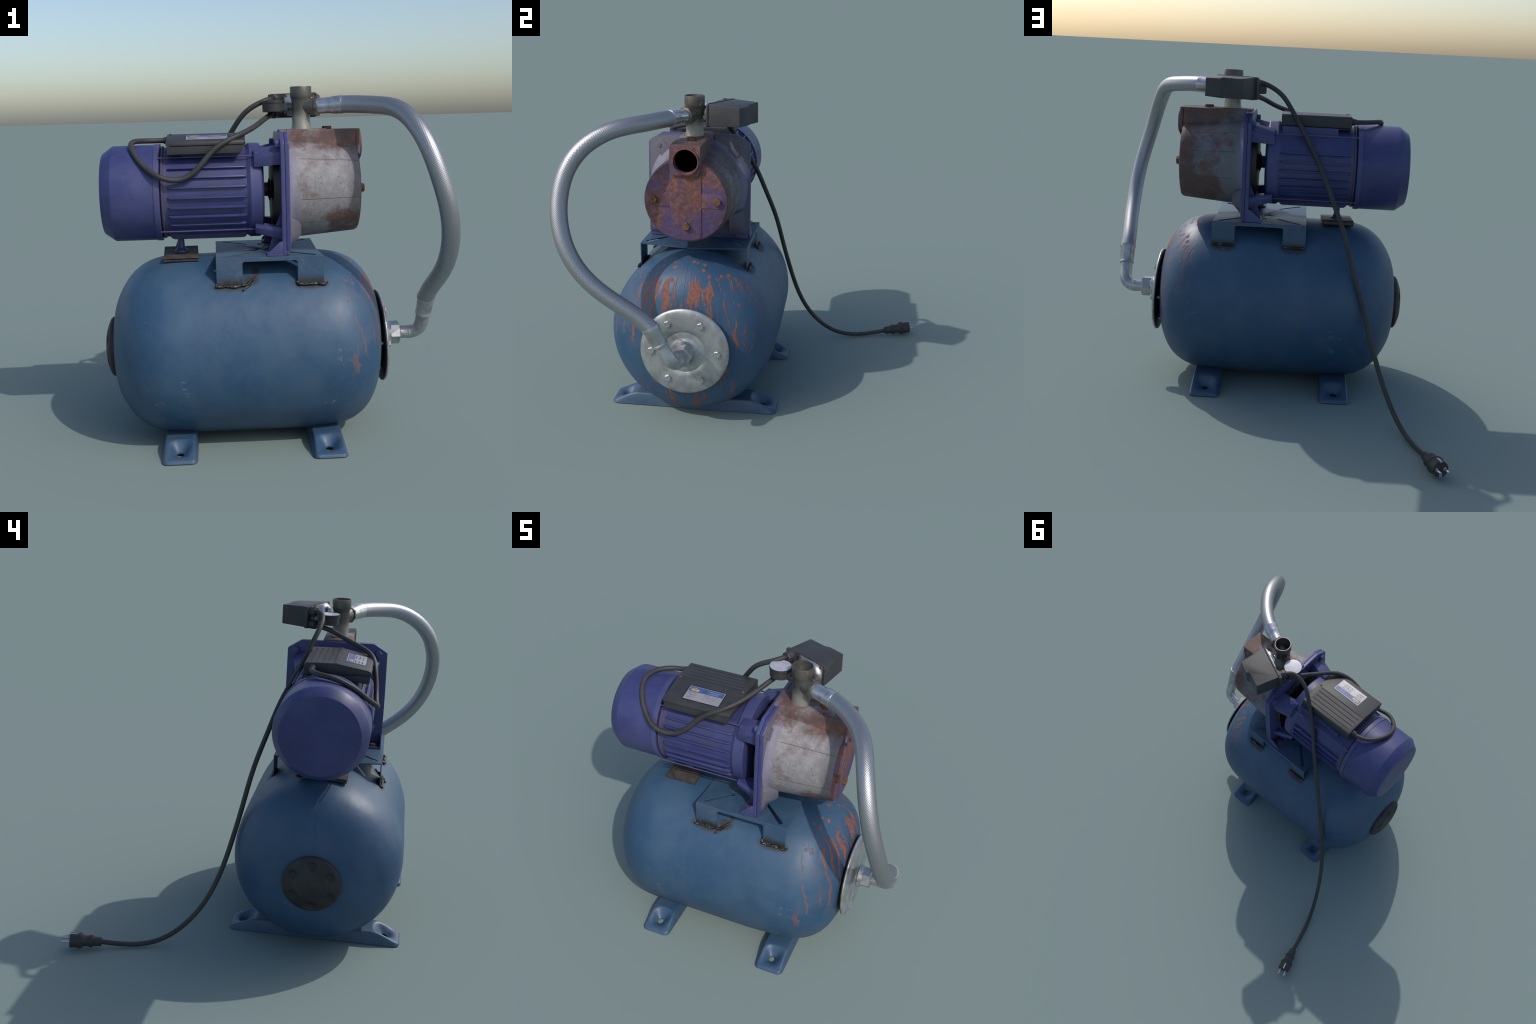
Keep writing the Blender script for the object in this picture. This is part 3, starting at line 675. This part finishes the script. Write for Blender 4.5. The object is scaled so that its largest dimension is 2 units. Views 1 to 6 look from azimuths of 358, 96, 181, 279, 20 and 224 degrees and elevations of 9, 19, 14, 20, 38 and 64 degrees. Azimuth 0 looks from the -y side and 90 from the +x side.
ferr(e0, e1 + (e1 - e0) * .12, [(-.02, .034), (0, .0385), (.02, .0425), (.07, .0440), (.12, .0425), (.15, .0405), (.80, .0450), (.86, .0478), (.90, .0485), (1, .0485), (1, .04)], 'hose_ferrule', 'galv')
el = [(.735, -.3585, .4985), (.79, -.3585, .4985), (.825, -.360, .4995), (.855, -.370, .511), (.8735, -.387, .537), (.879, -.410, .574), e0 + (e0 - e1) * .02, e0 + (e1 - e0) * .15]
ep, _ = spline(el, 60)
tube('hose_elbow', ep, lambda i, t: .0345 + .0022 * min(1, max(0, (i - 12) / 30)) + (.0016 if 16 < i < 20 else 0), 'galv', hose, 36, 60)
hexa('union_nut', (.713, -.3585, .4985), ax, .0625, .054, 'galv', hose, .15, 6, .007)
lathe('union_neck', [(.690, .066), (.700, .064), (.709, .058), (.716, .056)], (0, -.3585, .4985), ax, 'galv', hose, 32)

# ================================================================== pressure gauge
G = Vector((.109, -.314, 0))
gauge = lathe('pressure_gauge', [(1.7015, 0), (1.7015, .052), (1.7035, .0555), (1.745, .0575), (1.7465, .0595), (1.757, .0610), (1.7605, .0605), (1.7612, .0585), (1.7580, .0575), (1.7580, 0)], tuple(G), (0, 0, 1), 'plastic', root, 56, None, 30)
lathe('gauge_dial', [(1.757, .0), (1.757, .0578), (1.7606, .0578), (1.7608, .056), (1.7608, 0)], tuple(G), (0, 0, 1), 'dial', gauge, 48)
gd = (TC - G).normalized()
bm = bmesh.new(); bm_box(bm, (-.016, -.015, -.019), (.016, .015, .019)); bm_bevel(bm, .003)
q = Matrix((gd, Vector((-gd.y, gd.x, 0)), Vector((0, 0, 1)))).transposed().to_4x4(); q.translation = G + gd * .068 + Vector((0, 0, 1.7265)); bmesh.ops.transform(bm, matrix=q, verts=bm.verts[:])
link('gauge_block', tomesh(bm, 'gauge_block'), 'tee', gauge)
lathe('gauge_stem', [(0, .014), (.012, .0185), (.03, .0185), (.06, .016)], tuple(G + gd * .082 + Vector((0, 0, 1.7265))), tuple(gd), 'tee', gauge, 24)

# ================================================================== pressure switch
O = Vector((.110, -.1735, 0))
def uv(u, v, z): return tuple(O + U * u + V * v + Vector((0, 0, z)))
plan = [(.000, .0), (.257, .0), (.223, .175), (.217, .181), (.131, .181), (.124, .179), (.113, .165), (.106, .162), (.004, .160), (-.002, .154)]
sw = prism('pressure_switch', plan, lambda u, v: uv(u, v, 1.6755 + .030 * v + .004 * (v > .17)), lambda u, v: uv(u - .002 * (u > .1), v - .002 * (v > .1), 1.7955 - .030 * v - .004 * (v > .17)), 'lid', root, .006, 3, 30)
def rrect(u0, u1, z0, z1, r):
    return arc((u1 - r, z1 - r), r, 0, 90, 5) + arc((u0 + r, z1 - r), r, 90, 180, 5) + arc((u0 + r, z0 + r), r, 180, 270, 5) + arc((u1 - r, z0 + r), r, 270, 360, 5)
prism('switch_base', rrect(-.004, .261, 1.6705, 1.7985, .016), lambda u, z: uv(u, -.0125, z), lambda u, z: uv(u, -.001, z), 'lid', sw, .002)
prism('diaphragm_plate', rrect(.078, .246, 1.678, 1.7935, .012), lambda u, z: uv(u, -.0165, z), lambda u, z: uv(u, -.0122, z), 'galv', sw, .001)
dc = Vector(uv(.188, -.016, 1.7355))
lathe('diaphragm_dome', [(0, .062), (.006, .0615), (.018, .055), (.028, .044), (.031, .036), (.032, .03), (.032, 0)], tuple(dc), tuple(-V), 'chrome', sw, 48, None, 50)
hexa('dome_nut', tuple(dc - V * .031), tuple(-V), .020, .014, 'galv', sw, 0)
lathe('switch_stem', [(0, .012), (.07, .012)], tuple(dc - V * .04), tuple(-V), 'tee', sw, 20)
for u, z in ((.088, 1.786), (.237, 1.786), (.088, 1.686), (.237, 1.686)):
    hexa('plate_screw', uv(u, -.0155, z), tuple(-V), .008, .005, 'rbolt', sw, 0, 10, .001)
for z in (1.768, 1.697):
    lathe('cable_gland', [(-.004, .028), (.026, .029), (.030, .026), (.034, .0265)], uv(.026, -.010, z), tuple(-V), 'plastic', sw, 28)
    hexa('gland_nut', uv(.026, -.040, z), tuple(-V), .0305, .021, 'plastic', sw, .3, 8, .005)
bm = bmesh.new(); bm_prism(bm, [(-.012, 1.672), (.054, 1.672), (.054, 1.796), (-.012, 1.796)], lambda u, z: uv(u, -.022, z), lambda u, z: uv(u, .0, z)); bmesh.ops.recalc_face_normals(bm, faces=bm.faces[:]); bm_bevel(bm, .005)
link('gland_block', tomesh(bm, 'gland_block'), 'lid', sw)

# ================================================================== junction box on the motor
JX0, JX1 = -.447, -.044
lidp = [(-.237, 1.534), (-.237, 1.586), (-.247, 1.5985), (-.405, 1.6015), (-.575, 1.5715), (-.588, 1.566), (-.592, 1.556), (-.592, 1.546), (-.40, 1.540)]
jb = prism('junction_box', lidp, lambda y, z: (JX0 + .001, y, z), lambda y, z: (JX1 - .02 * max(0, (1.60 - z) / .06) * (y < -.5), y, z), 'plastic', root, .0035, 2, 25)
cs = []
for i in range(5):
    y = -.272 - i * .031; z = 1.5988 + (-.245 - y) * .018
    bm = bmesh.new(); bm_box(bm, (-.425, y - .0022, z - .0035), (-.080, y + .0022, 1.63)); cs.append(link('cutter', tomesh(bm, 'c'), None, None))
cut(jb, cs)
basep = [(-.240, 1.532), (-.245, 1.522), (-.50, 1.508), (-.575, 1.4985), (-.585, 1.505), (-.588, 1.5445), (-.40, 1.5385)]
prism('box_base', basep, lambda y, z: (JX0 + .004, y, z), lambda y, z: (JX1 - .006 - .03 * max(0, (1.55 - z) / .05), y, z), 'plastic', jb, .004, 2, 25)
for x in (-.4285, -.062): lathe('lid_screw', [(0, .0085), (.0025, .0085), (.004, .005), (.004, 0)], (x, -.408, 1.6005), (0, 0, 1), 'rbolt', jb, 16)
lathe('box_gland', [(-.005, .021), (.012, .021), (.014, .018), (.020, .018), (.026, .0165)], (JX0, -.285, 1.569), (-1, 0, 0), 'plastic', jb, 24)
# rating label lying on the sloping lid
sl = Vector((0, -.170, -.0300)).normalized(); up_l = -sl; nrm = Vector((1, 0, 0)).cross(up_l).normalized()
LO = Vector((-.243, -.5035, 1.5841)) + nrm * .0006
LWd, LHt = .207, .105
def lab(u, v, h): return tuple(LO + Vector((u, 0, 0)) + up_l * v + nrm * h)
def rect(u0, v0, u1, v1): return [(u0, v0), (u1, v0), (u1, v1), (u0, v1)]
w2, h2 = LWd / 2, LHt / 2
label = prism('rating_label', rect(-w2, -h2, w2, h2), lambda u, v: lab(u, v, -.001), lambda u, v: lab(u, v, .0009), 'white', jb, 0)
prism('label_border', rect(-w2 - .006, -h2 - .006, w2 + .006, h2 + .006), lambda u, v: lab(u, v, -.002), lambda u, v: lab(u, v, .0002), 'black', jb, 0)
prism('label_header', rect(-w2 + .004, .012, w2 - .004, h2 - .004), lambda u, v: lab(u, v, .0002), lambda u, v: lab(u, v, .0014), 'lblue', jb, 0)
prism('label_emblem', [(-.088, .017), (-.044, .017), (-.041, .023), (-.044, .028), (-.086, .028)], lambda u, v: lab(u, v, .0002), lambda u, v: lab(u, v, .0019), 'yellow', jb, 0)
prism('label_emblem', [(-.094, .032), (-.092, .037), (-.083, .034), (-.068, .042), (-.048, .033), (-.036, .030), (-.038, .027), (-.050, .029), (-.068, .036), (-.085, .029)], lambda u, v: lab(u, v, .0002), lambda u, v: lab(u, v, .0021), 'white', jb, 0)
prism('label_rule', rect(-.0007, -h2 + .004, .0007, .012), lambda u, v: lab(u, v, .0002), lambda u, v: lab(u, v, .0013), 'ink', jb, 0)
for v in (-.006, -.025): prism('label_rule', rect(-w2 + .006, v, w2 - .006, v + .0007), lambda u, vv: lab(u, vv, .0002), lambda u, vv: lab(u, vv, .0013), 'ink', jb, 0)
def text(body, u, v, size, mat, xs=1.0):
    cu = bpy.data.curves.new('t', 'FONT'); cu.body = body; cu.size = size; cu.extrude = .0004; cu.resolution_u = 2
    to = bpy.data.objects.new('t', cu); COL.objects.link(to); dg = bpy.context.evaluated_depsgraph_get()
    me = bpy.data.meshes.new_from_object(to.evaluated_get(dg)); bpy.data.objects.remove(to)
    for p in me.vertices: p.co = Vector(lab(u + p.co.x * xs, v + p.co.y, .0014 + p.co.z))
    me.materials.clear(); o = link('label_text', me, mat, jb); o['kind'] = 'stuff'
text('PUMP STATION', .006, .031, .0115, 'pale', .95)
text('220-240V 50Hz', .008, .018, .0105, 'pale', .95)
for i, (l, r) in enumerate((('Power 1100W', 'Max. flow 60 l/min'), ('Voltage 220V', 'Max. lifting height'), ('Capacity 24 l', 'Max. head 45 m'))):
    text(l, -.094, .001 - i * .0185, .0105, 'ink', .9); text(r, .006, .001 - i * .0185, .0105, 'ink', .85)

# ================================================================== cables
def cable(name, P, n, parent, r=.0138):
    p, _ = spline(P, n); return tube(name, p, r, 'rubber', parent, 18, 80)
main = cable('power_cable', [(.1250, -.1905, 1.768), (.1053, -.2349, 1.7700), (.058, -.278, 1.758), (-.0308, -.2763, 1.708), (-.100, -.240, 1.622), (-.1713, -.1930, 1.5099), (-.2663, -.1093, 1.3475), (-.3486, -.0435, 1.1663), (-.4247, .0159, .9813), (-.4872, .0609, .7865), (-.552, .1061, .5929), (-.6103, .1634, .3998), (-.6724, .252, .2216), (-.7415, .39, .079), (-.8107, .5761, .0172), (-.8635, .778, .0367), (-.867, .790, .0385)], 220, root)
cable('linking_cable', [(.1290, -.190, 1.697), (.108, -.24, 1.6902), (.0668, -.3374, 1.67), (.0152, -.4269, 1.6371), (-.041, -.5148, 1.6082), (-.1199, -.5816, 1.576), (-.2113, -.6056, 1.5218), (-.2837, -.6187, 1.4434), (-.3739, -.6280, 1.3844), (-.4782, -.6345, 1.3978), (-.56, -.5859, 1.4529), (-.6126, -.5157, 1.517), (-.6278, -.4171, 1.5633), (-.5732, -.3251, 1.5702), (-.500, -.2880, 1.569), (-.455, -.285, 1.569)], 200, root)
# plug
pd = Vector((-.0606, .2102, .0230)).normalized(); pb = Vector((-.8635, .778, .0372))
plug = lathe('plug', [(0, .016), (0, .0245), (.045, .0270), (.050, .0335), (.056, .0365), (.063, .0340), (.070, .0305), (.085, .0295), (.098, .0325), (.108, .0400), (.115, .0452), (.121, .0450), (.126, .0405), (.132, .0398), (.172, .0410), (.175, .0395), (.175, 0)], tuple(pb), tuple(pd), 'rubber', main, 40, None, 35)
pa, pbb, pw = basis(pd)
pface = pb + pd * .174
for s in (-1, 1): lathe('plug_pin', [(0, .009), (.004, .009), (.0045, .0056), (.042, .0056), (.046, .0035), (.046, 0)], tuple(pface + pa * s * .021), tuple(pd), 'pin', main, 18)
def pface_rect(u0, v0, u1, v1, a, b, name):
    prism(name, rect(u0, v0, u1, v1), lambda u, v: tuple(pface + pa * u + pbb * v + pd * a), lambda u, v: tuple(pface + pa * u + pbb * v + pd * b), 'pin', main, 0)
pface_rect(-.0075, -.0385, .0075, -.014, -.004, .0022, 'earth_clip'); pface_rect(-.006, .034, .006, .0405, -.004, .0022, 'earth_clip')
pface_rect(-.004, .0385, .004, .0418, -.040, -.003, 'earth_clip'); pface_rect(-.004, -.0418, .004, -.0385, -.040, -.003, 'earth_clip')

# ================================================================== folded rubber pad under the motor stud
pd_pts = [(-.506, .9735), (-.44, .9775), (-.37, .9815), (-.30, .9870), (-.258, .9925), (-.236, .9905), (-.226, .9835), (-.233, .9745), (-.25, .9700), (-.29, .9735), (-.34, .9755), (-.44, .9700), (-.504, .9585)]
cp, _ = spline([(-.400, y, z) for y, z in pd_pts], 70)
bm = bmesh.new(); rows = []
for i, p in enumerate(cp):
    t = (cp[min(i + 1, 69)] - cp[max(i - 1, 0)]).normalized(); n = Vector((0, -t.z, t.y)); tk = .0042
    sk = .004 * (p.y + .37) / .13
    rows.append([bm.verts.new((x, p.y + n.y * s * tk, p.z + n.z * s * tk)) for x, s in ((-.490 - sk, -1), (-.310 - sk, -1), (-.310 - sk, 1), (-.490 - sk, 1))])
for a, b in zip(rows[:-1], rows[1:]):
    for k in range(4): bm.faces.new([a[k], a[(k + 1) % 4], b[(k + 1) % 4], b[k]])
bm.faces.new(rows[0]); bm.faces.new(rows[-1])
link('rubber_pad', tomesh(bm, 'rubber_pad'), 'pad', root, 40)
